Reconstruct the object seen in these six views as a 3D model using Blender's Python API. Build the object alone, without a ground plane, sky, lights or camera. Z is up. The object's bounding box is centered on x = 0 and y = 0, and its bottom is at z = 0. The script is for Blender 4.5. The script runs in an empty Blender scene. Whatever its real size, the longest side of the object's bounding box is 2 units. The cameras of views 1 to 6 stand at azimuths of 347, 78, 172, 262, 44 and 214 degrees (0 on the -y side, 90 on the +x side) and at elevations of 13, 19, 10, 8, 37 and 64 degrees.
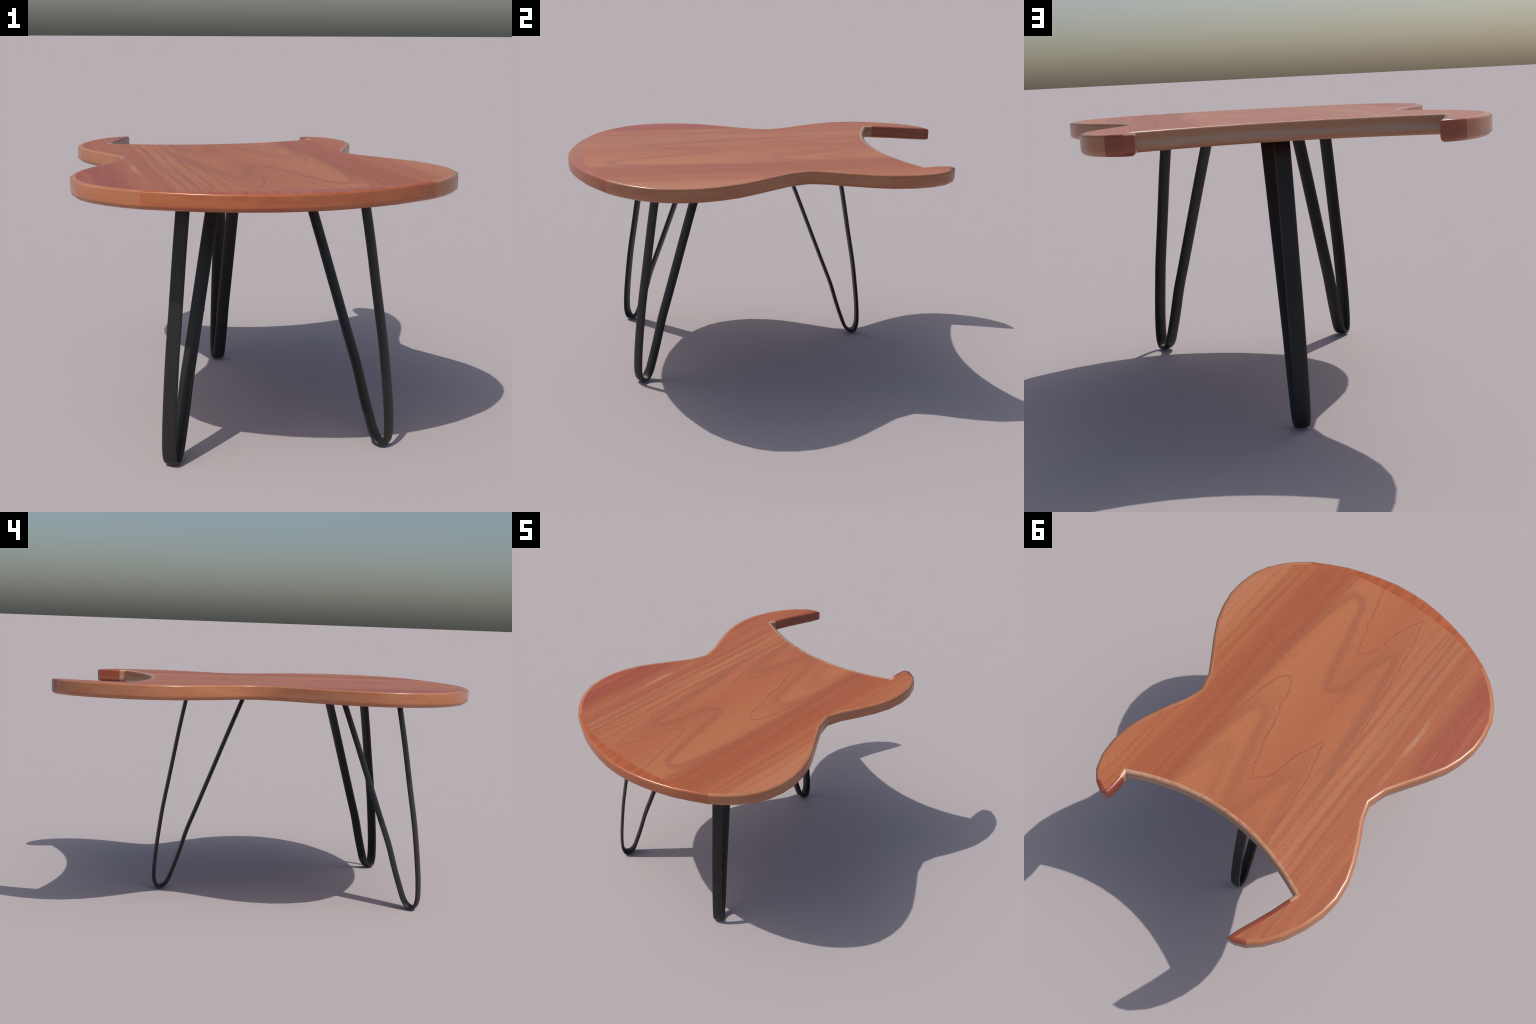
import bpy, math
from mathutils import Vector

# ------------------------------------------------------------------ sizes
Z_TOP, Z_RIM = 1.0530, 1.0462        # flat top, where the rounded top edge meets the wall
Z_WALL, Z_BOT = 0.9970, 0.9890       # foot of the wall, flat underside
INSET_TOP, INSET_BOT = 0.018, 0.010  # width of the rounded / chamfered edges

# half outline of the guitar-body board, from the tail (south) to the shoulder
HALF = [(0.000, -1.000), (0.090, -0.996), (0.176, -0.981), (0.263, -0.959), (0.356, -0.928),
        (0.448, -0.884), (0.528, -0.841), (0.589, -0.793), (0.642, -0.738), (0.689, -0.673),
        (0.721, -0.602), (0.737, -0.512), (0.737, -0.426), (0.718, -0.337), (0.690, -0.258),
        (0.637, -0.164), (0.577, -0.070), (0.526, 0.012), (0.498, 0.104), (0.522, 0.187),
        (0.570, 0.284), (0.613, 0.383), (0.641, 0.474), (0.651, 0.573), (0.641, 0.660)]
HORN_BLUNT = [(0.613, 0.733), (0.571, 0.781), (0.515, 0.812), (0.484, 0.801), (0.478, 0.750), (0.480, 0.697)]
HORN_LONG = [(0.612, 0.754), (0.567, 0.847), (0.510, 0.925), (0.454, 0.975), (0.404, 0.996),
             (0.367, 1.000), (0.385, 0.942), (0.419, 0.858), (0.448, 0.783), (0.475, 0.700)]
NOTCH = [(x, 0.550 + 0.119 * (x / 0.484) ** 2) for x in
         (0.484, 0.415, 0.345, 0.270, 0.190, 0.105, 0.0, -0.105, -0.190, -0.270, -0.345, -0.415, -0.484)]

# ------------------------------------------------------------------ outline, tagged by the band that covers it
outline, tags = [], []               # tags[i] names the band on the segment i -> i+1


def run(points, tag):
    for p in points:
        outline.append(Vector(p)); tags.append(tag)


east = HALF[1:]
west = [(-x, y) for x, y in reversed(east)]
long_w = [(-x, y) for x, y in reversed(HORN_LONG)]
k = 6                                # vertex where the tail band ends
run(HALF[:1] + east[:k - 1], "tail")
run(east[k - 1:], "side_a")
run(HORN_BLUNT[:1], "side_a")
run(HORN_BLUNT[1:-1], "tip_a")
run(HORN_BLUNT[-1:], "notch")
run(NOTCH, "notch")
run(long_w[:6], "tip_b")
run(long_w[6:], "side_b")
run(west[:-(k)], "side_b")
run(west[-k:], "tail")
N = len(outline)


def seg_normal(i):
    d = outline[(i + 1) % N] - outline[i]
    return Vector((d.y, -d.x)).normalized()


SN = [seg_normal(i) for i in range(N)]


def miter(i, dist):
    m = SN[i - 1] + SN[i]
    return outline[i] - m * (2.0 * dist / m.length_squared)


def wall_normal(i, seg):
    """outline normal at vertex i for the face on segment seg; hard at real corners"""
    a, b = SN[i - 1], SN[i]
    if a.dot(b) < math.cos(math.radians(42)):
        return SN[seg]
    return (a + b).normalized()


def crescent(x):
    """inner edge of the end-grain crescent at the tail"""
    return -0.932 + 0.33 * x * x


def edge_profile(i):
    """(inset, z, outward share of the normal, upward share) from the underside to the flat top"""
    p, n = outline[i], (SN[i - 1] + SN[i]).normalized()
    wide = INSET_TOP + 0.003
    if p.y < -0.8:
        wide = max(wide, (crescent(p.x) - p.y) * -n.y)
    drop = min(0.0035, 0.09 * (wide - INSET_TOP))      # the crescent falls away a little
    top = Z_TOP - drop
    prof = [(INSET_BOT, Z_BOT, 0.5, -0.86), (0.0012, Z_WALL - 0.001, 0.72, -0.69), (0.0, Z_WALL + 0.006, 0.97, -0.24),
            (0.0, Z_WALL + 0.012, 1.0, 0.0), (0.0, Z_RIM - drop, 1.0, 0.0)]
    for j in range(1, 5):
        t = math.radians(90 * j / 4)
        prof.append((INSET_TOP * (1 - math.cos(t)), Z_RIM - drop + (top - Z_RIM + drop) * math.sin(t), math.cos(t), math.sin(t)))
    tilt = drop / (wide - INSET_TOP)
    prof[-1] = prof[-1][:2] + (tilt, 1.0)
    prof.append((wide, Z_TOP, tilt, 1.0))
    return prof


# ------------------------------------------------------------------ node helpers


class Mat:
    def __init__(self, name):
        self.m = bpy.data.materials.new(name)
        self.m.use_nodes = True
        self.t = self.m.node_tree
        self.t.nodes.clear()
        self.out = self.n("ShaderNodeOutputMaterial")
        self.b = self.n("ShaderNodeBsdfPrincipled")
        self.l(self.b.outputs[0], self.out.inputs[0])
        self.co = self.n("ShaderNodeTexCoord").outputs["Object"]
        s = self.n("ShaderNodeSeparateXYZ")
        self.l(self.co, s.inputs[0])
        self.x, self.y, self.z = s.outputs

    def n(self, kind, **kw):
        node = self.t.nodes.new(kind)
        for k_, v in kw.items():
            setattr(node, k_, v)
        return node

    def l(self, a, b):
        self.t.links.new(a, b)

    def put(self, sock, v):
        if isinstance(v, bpy.types.NodeSocket):
            self.l(v, sock)
        else:
            sock.default_value = v

    def math(self, op, a, b=0.0, c=None, clamp=False):
        m = self.n("ShaderNodeMath", operation=op, use_clamp=clamp)
        self.put(m.inputs[0], a)
        self.put(m.inputs[1], b)
        if c is not None:
            self.put(m.inputs[2], c)
        return m.outputs[0]

    def smooth(self, v, lo, hi, a=0.0, b=1.0):
        m = self.n("ShaderNodeMapRange", interpolation_type="SMOOTHSTEP")
        self.put(m.inputs[0], v)
        for i, q in enumerate((lo, hi, a, b)):
            m.inputs[i + 1].default_value = q
        return m.outputs[0]

    def noise(self, scale, stretch=(1, 1, 1), detail=3.0, rough=0.55, offset=(0, 0, 0), dist=0.0):
        mp = self.n("ShaderNodeMapping")
        mp.inputs["Scale"].default_value = stretch
        mp.inputs["Location"].default_value = offset
        self.l(self.co, mp.inputs["Vector"])
        t = self.n("ShaderNodeTexNoise")
        t.inputs["Scale"].default_value = scale
        t.inputs["Detail"].default_value = detail
        t.inputs["Roughness"].default_value = rough
        t.inputs["Distortion"].default_value = dist
        self.l(mp.outputs[0], t.inputs["Vector"])
        return t.outputs[0]

    def ramp(self, fac, stops, interp="LINEAR"):
        r = self.n("ShaderNodeValToRGB")
        r.color_ramp.interpolation = interp
        e = r.color_ramp.elements
        while len(e) < len(stops):
            e.new(1.0)
        for el, (p, c) in zip(e, stops):
            el.position = p
            el.color = (*c, 1.0) if len(c) == 3 else c
        self.put(r.inputs[0], fac)
        return r.outputs[0]

    def curve(self, v, lo, hi, pts):
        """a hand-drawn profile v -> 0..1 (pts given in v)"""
        m = self.n("ShaderNodeMapRange")
        self.put(m.inputs[0], v)
        m.inputs[1].default_value, m.inputs[2].default_value = lo, hi
        f = self.n("ShaderNodeFloatCurve")
        c = f.mapping.curves[0]
        q = [((p[0] - lo) / (hi - lo), p[1]) for p in pts]
        c.points[0].location, c.points[-1].location = q[0], q[-1]
        for p in q[1:-1]:
            c.points.new(*p)
        for p, src in zip(sorted(c.points, key=lambda r: r.location[0]), pts):
            p.handle_type = "VECTOR" if src[2] else "AUTO"
        f.mapping.update()
        self.l(m.outputs[0], f.inputs["Value"])
        return f.outputs[0]

    def mix(self, fac, a, b, mode="MIX"):
        m = self.n("ShaderNodeMix", data_type="RGBA", blend_type=mode)
        self.put(m.inputs[0], fac)
        for i, v in ((6, a), (7, b)):
            if isinstance(v, tuple):
                v = (*v, 1.0)
            self.put(m.inputs[i], v)
        return m.outputs[2]

    def finish(self, colour, rough, bump=None, strength=0.1, dist=0.002, spec=0.5):
        self.put(self.b.inputs["Base Color"], colour)
        self.put(self.b.inputs["Roughness"], rough)
        self.b.inputs["Specular IOR Level"].default_value = spec
        if bump is not None:
            bn = self.n("ShaderNodeBump")
            bn.inputs["Strength"].default_value = strength
            bn.inputs["Distance"].default_value = dist
            self.l(bump, bn.inputs["Height"])
            self.l(bn.outputs[0], self.b.inputs["Normal"])
        return self.m


TAN = (0.450, 0.150, 0.059)
MID = (0.408, 0.117, 0.044)
RED = (0.345, 0.082, 0.029)
DARK = (0.308, 0.094, 0.041)
DEEP = (0.325, 0.060, 0.031)
PALE = (0.520, 0.260, 0.150)
LINE = (0.270, 0.070, 0.042)

# flame line: how far y runs along the board at each x for one growth ring
FLAME = [(-0.40, 0.85, 0), (-0.29, 0.55, 0), (-0.25, 0.28, 0), (-0.21, 0.00, 0), (-0.175, -0.22, 0), (-0.14, -0.37, 1),
         (-0.08, -0.21, 0), (-0.05, -0.07, 0), (0.01, 0.00, 1), (0.04, -0.07, 0), (0.08, -0.22, 0), (0.13, -0.40, 0),
         (0.17, -0.52, 0), (0.21, -0.545, 0), (0.245, -0.49, 0), (0.275, -0.34, 0), (0.30, -0.10, 0), (0.33, 0.25, 0),
         (0.45, 0.85, 0)]


def board_material():
    """flat-sawn plank: streaks along the length, nested zig-zag flames down the middle"""
    m = Mat("plank_wood")
    wob = m.noise(1.0, (5, 1.3, 1), 3, 0.55)
    wob_fine = m.noise(1.0, (34, 12, 1), 3, 0.6, (3, 1, 0))
    # sideways wander of the grain
    x = m.math("ADD", m.x, m.math("MULTIPLY", m.math("SUBTRACT", wob, 0.5), 0.06))
    x = m.math("ADD", x, m.math("MULTIPLY", m.math("SUBTRACT", wob_fine, 0.5), 0.012))
    xs = m.math("MULTIPLY_ADD", x, 1 / 1.5, 0.5)      # -0.75..0.75 -> 0..1

    def at(v):
        return (v + 0.75) / 1.5

    def between(a, b, f):
        return tuple(p + (q - p) * f for p, q in zip(a, b))
    col = m.ramp(xs, [(at(-0.72), DEEP), (at(-0.60), DEEP), (at(-0.555), between(RED, DEEP, 0.3)), (at(-0.53), between(MID, RED, 0.6)),
                      (at(-0.50), MID), (at(-0.44), between(MID, RED, 0.4)), (at(-0.41), MID), (at(-0.37), between(TAN, PALE, 0.12)), (at(-0.30), TAN),
                      (at(-0.22), between(TAN, MID, 0.4)), (at(-0.05), MID), (at(0.10), between(TAN, MID, 0.4)), (at(0.22), TAN), (at(0.27), between(TAN, MID, 0.5)),
                      (at(0.305), between(MID, RED, 0.5)), (at(0.33), RED), (at(0.36), between(MID, RED, 0.5)), (at(0.40), RED),
                      (at(0.45), between(MID, RED, 0.5)), (at(0.52), MID), (at(0.59), TAN), (at(0.66), between(TAN, PALE, 0.25))])
    # the deep red corner only near the tail; towards the horn it is plain orange
    horn = m.smooth(m.math("ADD", m.y, m.math("MULTIPLY", wob, 0.2)), -0.10, 0.16)
    col = m.mix(m.math("MULTIPLY", horn, m.smooth(m.x, -0.44, -0.52)), col, between(MID, RED, 0.3))
    # streaks along the length, stronger off the middle
    broad = m.noise(1.0, (21, 0.5, 1), 2.0, 0.5, (7, 2, 0), 0.4)
    streak = m.noise(1.0, (48, 1.1, 1), 3.0, 0.6, (3, 6, 0), 0.4)
    fine = m.noise(1.0, (150, 5, 1), 3.0, 0.6, (1, 3, 0))
    off_mid = m.math("MAXIMUM", m.smooth(x, -0.17, -0.27), m.smooth(x, 0.28, 0.36))
    west = m.smooth(x, -0.17, -0.25)
    col = m.mix(m.math("MULTIPLY", m.math("MULTIPLY", m.smooth(broad, 0.48, 0.66), off_mid), 0.38), col, DARK)
    col = m.mix(m.math("MULTIPLY", m.math("MULTIPLY", m.smooth(broad, 0.46, 0.32), off_mid), 0.40), col, TAN)
    col = m.mix(m.math("MULTIPLY", m.math("MULTIPLY", m.smooth(streak, 0.50, 0.68), off_mid), 0.42), col, RED)
    col = m.mix(m.math("MULTIPLY", m.math("MULTIPLY", m.smooth(streak, 0.48, 0.32), off_mid), 0.30), col, TAN)
    # regular ring lines of the west third
    vec = m.n("ShaderNodeCombineXYZ")
    m.l(x, vec.inputs[0])
    m.l(m.math("MULTIPLY", m.y, 0.045), vec.inputs[1])
    rings = m.n("ShaderNodeTexWave", wave_type="BANDS", bands_direction="X", wave_profile="SIN")
    m.l(vec.outputs[0], rings.inputs["Vector"])
    rings.inputs["Scale"].default_value = 6.3
    rings.inputs["Distortion"].default_value = 2.2
    rings.inputs["Detail"].default_value = 2.0
    rings.inputs["Detail Scale"].default_value = 2.0
    rw = m.math("MULTIPLY", m.smooth(rings.outputs["Fac"], 0.35, 0.97), m.math("MULTIPLY", west, m.smooth(x, -0.56, -0.48)))
    rw = m.math("MULTIPLY", rw, m.smooth(streak, 0.30, 0.60, 0.4, 1.0))
    col = m.mix(m.math("MULTIPLY", rw, 0.62), col, DARK)
    re_ = m.math("MULTIPLY", m.smooth(rings.outputs["Fac"], 0.60, 0.98), m.math("MULTIPLY", m.smooth(x, 0.38, 0.46), m.smooth(x, 0.70, 0.56, 0.35, 1.0)))
    col = m.mix(m.math("MULTIPLY", re_, 0.42), col, between(RED, DARK, 0.5))
    # one pale streak along the west third
    px = m.math("ABSOLUTE", m.math("ADD", x, 0.478))
    pale = m.math("MULTIPLY", m.smooth(px, 0.018, 0.001), m.smooth(m.noise(1.0, (9, 2.0, 1), 2, 0.5, (1, 5, 0)), 0.38, 0.62))
    pale = m.math("MULTIPLY", pale, m.smooth(fine, 0.30, 0.60))
    pale = m.math("MULTIPLY", pale, m.smooth(m.math("ABSOLUTE", m.math("ADD", m.y, 0.17)), 0.42, 0.10, 0.35, 1.0))
    col = m.mix(m.math("MULTIPLY", pale, 0.85), col, PALE)

    # nested flames: contours of  y - g(x), measured across the line
    def g_at(v):
        q = m.curve(v, -0.40, 0.45, [(a, (b + 0.6) / 1.5, c) for a, b, c in FLAME])
        return m.math("MULTIPLY_ADD", q, 1.5, -0.6)
    slow = m.noise(1.0, (4, 3, 1), 2, 0.5, (2, 8, 0))
    fx = m.math("ADD", m.x, m.math("MULTIPLY", m.math("SUBTRACT", slow, 0.5), 0.03))
    fx = m.math("ADD", fx, m.math("MULTIPLY", m.math("SUBTRACT", wob_fine, 0.5), 0.018))
    slope = m.math("MULTIPLY", m.math("SUBTRACT", g_at(m.math("ADD", fx, 0.01)), g_at(m.math("SUBTRACT", fx, 0.01))), 50.0)
    steep = m.math("SQRT", m.math("MULTIPLY_ADD", slope, slope, 1.0))
    tt = m.math("SUBTRACT", m.y, g_at(fx))
    tt = m.math("ADD", tt, m.math("MULTIPLY", m.math("SUBTRACT", wob_fine, 0.5), 0.05))
    mid = m.math("MULTIPLY", m.smooth(m.x, -0.33, -0.25), m.smooth(m.x, 0.37, 0.30))
    fade = m.smooth(m.noise(1.0, (7, 4, 1), 2, 0.5, (4, 4, 0)), 0.22, 0.44)

    def contour(level, core, soft, amount, tone, gate=None, across=True):
        nonlocal col
        d = m.math("ABSOLUTE", m.math("SUBTRACT", tt, level))
        if across:
            d = m.math("DIVIDE", d, steep)
        w = m.math("MULTIPLY", m.smooth(d, soft, core), mid)
        if gate is not None:
            w = m.math("MULTIPLY", w, gate)
        col = m.mix(m.math("MULTIPLY", w, amount), col, tone)
    contour(-0.26, 0.004, 0.034, 0.62, DARK)
    contour(-0.36, 0.00, 0.16, 0.30, DARK, m.smooth(m.x, 0.10, -0.05), False)
    contour(-0.10, 0.002, 0.030, 0.28, DARK, m.smooth(m.x, 0.0, -0.10))
    contour(-0.52, 0.001, 0.0065, 0.62, LINE, fade)
    contour(0.34, 0.001, 0.0065, 0.66, LINE, fade)
    contour(0.55, 0.004, 0.042, 0.42, DARK)
    contour(0.48, 0.00, 0.16, 0.25, DARK, None, False)
    contour(0.86, 0.01, 0.14, 0.30, DARK, None, False)

    # mottled pores
    pores = m.noise(1.0, (300, 42, 42), 2, 0.6)
    mott = m.noise(1.0, (190, 95, 95), 3, 0.65)
    col = m.mix(m.math("MULTIPLY", m.smooth(fine, 0.50, 0.72), 0.24), col, RED)
    col = m.mix(m.math("MULTIPLY", m.smooth(pores, 0.54, 0.74), 0.26), col, DARK)
    tone = m.n("ShaderNodeCombineXYZ")
    for k_, (lo, hi) in enumerate(((0.91, 1.10), (0.87, 1.13), (0.83, 1.16))):
        m.l(m.smooth(mott, 0.34, 0.66, lo, hi), tone.inputs[k_])
    col = m.mix(1.0, col, tone.outputs[0], "MULTIPLY")
    rough = m.math("MULTIPLY_ADD", fine, 0.30, 0.27)
    grain = m.math("MULTIPLY_ADD", fine, 0.5, mott)
    return m.finish(col, rough, grain, 0.12, 0.001)


def tail_material():
    """short cross-grain ticks of the crescent"""
    m = Mat("tail_grain")
    tick = m.noise(1.0, (48, 6, 6), 3, 0.6, (9, 9, 0))
    col = m.mix(m.smooth(tick, 0.36, 0.66), (0.430, 0.108, 0.034), (0.340, 0.080, 0.026))
    col = m.mix(m.math("MULTIPLY", m.smooth(m.noise(1.0, (90, 30, 30), 2, 0.6), 0.5, 0.7), 0.3), col, MID)
    return m.finish(col, 0.26)


def band_material(name, base, other, streak_tone, seed, run_axis="h"):
    """veneer strip whose figure runs along the edge"""
    m = Mat(name)
    lo = m.noise(1.0, (5, 5, 26), 3, 0.55, (seed, 0, 0))
    hi = m.noise(1.0, (30, 30, 240), 3, 0.6, (0, seed, 0))
    col = m.mix(m.smooth(lo, 0.36, 0.66), base, other)
    col = m.mix(m.math("MULTIPLY", m.smooth(hi, 0.50, 0.72), 0.35), col, streak_tone)
    speck = m.noise(260, (1, 1, 1), 2, 0.7)
    return m.finish(col, m.math("MULTIPLY_ADD", speck, 0.12, 0.20), hi, 0.04, 0.001)


def notch_material():
    """sapwood face of the cut-out: greyish pale core between browner borders, pale rounded edge"""
    m = Mat("notch_veneer")
    lo = m.noise(1.0, (6, 6, 40), 3, 0.6, (6.2, 0, 0))
    hi = m.noise(1.0, (34, 34, 260), 3, 0.6, (0, 6.2, 0))
    h = m.math("ADD", m.z, m.math("MULTIPLY_ADD", lo, 0.026, -0.013))
    core = m.smooth(m.math("ABSOLUTE", m.math("SUBTRACT", h, 1.016)), 0.020, 0.002)
    col = m.mix(core, (0.430, 0.190, 0.095), (0.420, 0.265, 0.185))
    col = m.mix(m.math("MULTIPLY", m.smooth(hi, 0.46, 0.70), 0.45), col, (0.33, 0.185, 0.115))
    col = m.mix(m.smooth(m.z, 1.0455, 1.0475), col, m.mix(m.smooth(hi, 0.4, 0.65), (0.54, 0.30, 0.19), (0.50, 0.215, 0.115)))
    return m.finish(col, 0.28, hi, 0.05, 0.001)


def metal_material():
    m = Mat("black_powder_coat")
    n = m.noise(300, (1, 1, 1), 2, 0.6)
    col = m.mix(n, (0.012, 0.0115, 0.0115), (0.017, 0.0165, 0.0165))
    return m.finish(col, m.math("MULTIPLY_ADD", n, 0.1, 0.38), n, 0.03, 0.001, 0.38)


wood = board_material()
tail_grain = tail_material()
bands = {
    "tail": band_material("tail_veneer", (0.425, 0.130, 0.050), (0.370, 0.092, 0.036), (0.44, 0.155, 0.068), 1.0),
    "side": band_material("side_veneer", (0.465, 0.190, 0.092), (0.430, 0.150, 0.066), (0.37, 0.135, 0.064), 2.3),
    "tip": band_material("tip_veneer", (0.270, 0.058, 0.028), (0.310, 0.075, 0.036), (0.24, 0.048, 0.026), 4.1),
    "notch": notch_material(),
}
black = metal_material()

# ------------------------------------------------------------------ meshes


def link(obj, parent=None):
    bpy.context.scene.collection.objects.link(obj)
    obj.parent = parent
    return obj


def mesh_object(name, verts, faces, mat, normals=None, parent=None, smooth=True):
    me = bpy.data.meshes.new(name)
    me.from_pydata(verts, [], faces)
    me.materials.append(mat)
    for p in me.polygons:
        p.use_smooth = smooth
    if normals is not None:
        me.normals_split_custom_set([tuple(n) for n in normals])
    me.update()
    return link(bpy.data.objects.new(name, me), parent)


table = bpy.data.objects.new("coffee_table", None)
link(table)
table["label"] = "guitar-body shaped wooden coffee table on three black hairpin legs"
table["category"] = "table"

# board: the flat top and the flat underside, closed by the edge bands
top_v = [(*miter(i, edge_profile(i)[-1][0]), Z_TOP) for i in range(N)]
bot_v = [(*miter(i, INSET_BOT), Z_BOT) for i in range(N)]
tabletop = mesh_object("tabletop", top_v + bot_v,
                       [list(range(N)), list(range(2 * N - 1, N - 1, -1))], wood, parent=table, smooth=False)


def edge_band(first, count, mat, top_mat=None):
    verts, faces, normals = [], [], []
    profs = [edge_profile((first + c) % N) for c in range(count + 1)]
    M = len(profs[0])
    for c in range(count + 1):
        verts += [(*miter((first + c) % N, q[0]), q[1]) for q in profs[c]]
    for c in range(count):
        s = (first + c) % N
        a, b = wall_normal(s, s), wall_normal((s + 1) % N, s)
        for r in range(M - 1):
            faces.append((c * M + r, (c + 1) * M + r, (c + 1) * M + r + 1, c * M + r + 1))
            for w, k_, q in ((a, c, r), (b, c + 1, r), (b, c + 1, r + 1), (a, c, r + 1)):
                o, u = profs[k_][q][2:]
                normals.append(Vector((w.x * o, w.y * o, u)).normalized())
    o = mesh_object("edge_band", verts, faces, mat, normals, tabletop)
    if top_mat:
        o.data.materials.append(top_mat)
        for q, p in enumerate(o.data.polygons):
            p.material_index = 1 if q % (M - 1) >= M - 4 else 0
    return o


# walk round the outline and start a new band at each change of tag
start = next(i for i in range(N) if tags[i] != tags[i - 1])
i = start
while i < start + N:
    n = 1
    while n < N and i + n < start + N and tags[(i + n) % N] == tags[i % N]:
        n += 1
    kind = tags[i % N].split("_")[0]
    edge_band(i % N, n, bands[kind], tail_grain if kind == "tail" else None)
    i += n

# hairpin leg: flat bar bent in the plane (r outwards, z up); r measured from the foot
LEG_PATH = [(-0.4065, 0.991), (-0.3293, 0.800), (-0.2507, 0.600), (-0.1798, 0.420), (-0.1318, 0.300), (-0.1062, 0.220),
            (-0.0832, 0.150), (-0.0574, 0.080), (-0.0426, 0.044), (-0.0230, 0.018), (0.0000, 0.0088), (0.0165, 0.018),
            (0.0255, 0.044), (0.0279, 0.080), (0.0242, 0.150), (0.0168, 0.220), (0.0066, 0.300), (-0.0110, 0.420),
            (-0.0451, 0.600), (-0.0816, 0.800), (-0.1210, 0.991)]
BAR_W, BAR_T = 0.0575, 0.0183


def catmull(pts, steps):
    P = [Vector(p) for p in pts]
    P = [2 * P[0] - P[1]] + P + [2 * P[-1] - P[-2]]
    res = []
    for a, b, c, d in zip(P, P[1:], P[2:], P[3:]):
        for s in range(steps):
            t = s / steps
            res.append(0.5 * ((2 * b) + (c - a) * t + (2 * a - 5 * b + 4 * c - d) * t * t + (3 * b - a - 3 * c + d) * t ** 3))
    res.append(P[-2])
    return res


def leg_mesh():
    path = catmull(LEG_PATH, 3)
    ring = []
    for j in range(20):                     # softened flat-oval section
        a = 2 * math.pi * j / 20
        ca, sa = math.cos(a), math.sin(a)
        ring.append((BAR_W / 2 * math.copysign(abs(ca) ** 0.9, ca), BAR_T / 2 * math.copysign(abs(sa) ** 0.9, sa)))
    verts, faces = [], []
    for q, p in enumerate(path):
        d = (path[min(q + 1, len(path) - 1)] - path[max(q - 1, 0)]).normalized()
        nrm = Vector((d.y, -d.x))
        for w, t in ring:
            verts.append((w, p.x + nrm.x * t, max(0.0, p.y + nrm.y * t)))
    R = len(ring)
    for q in range(len(path) - 1):
        for j in range(R):
            faces.append((q * R + j, q * R + (j + 1) % R, (q + 1) * R + (j + 1) % R, (q + 1) * R + j))
    faces.append(list(range(R - 1, -1, -1)))
    faces.append([(len(path) - 1) * R + j for j in range(R)])
    return verts, faces


verts, faces = leg_mesh()
leg = mesh_object("leg", verts, faces, black, parent=table)
import bmesh
bm = bmesh.new(); bm.from_mesh(leg.data)
bmesh.ops.recalc_face_normals(bm, faces=bm.faces[:]); bm.to_mesh(leg.data); bm.free()
places = [((-0.0125, 0.489), math.radians(1.7)), ((0.412, -0.695), math.radians(180 + 35)), ((-0.412, -0.695), math.radians(180 - 35))]
for q, ((x, y), turn) in enumerate(places):
    o = leg if q == 0 else link(leg.copy(), table)
    o.location = (x, y, 0.0)
    o.rotation_euler = (0, 0, turn)
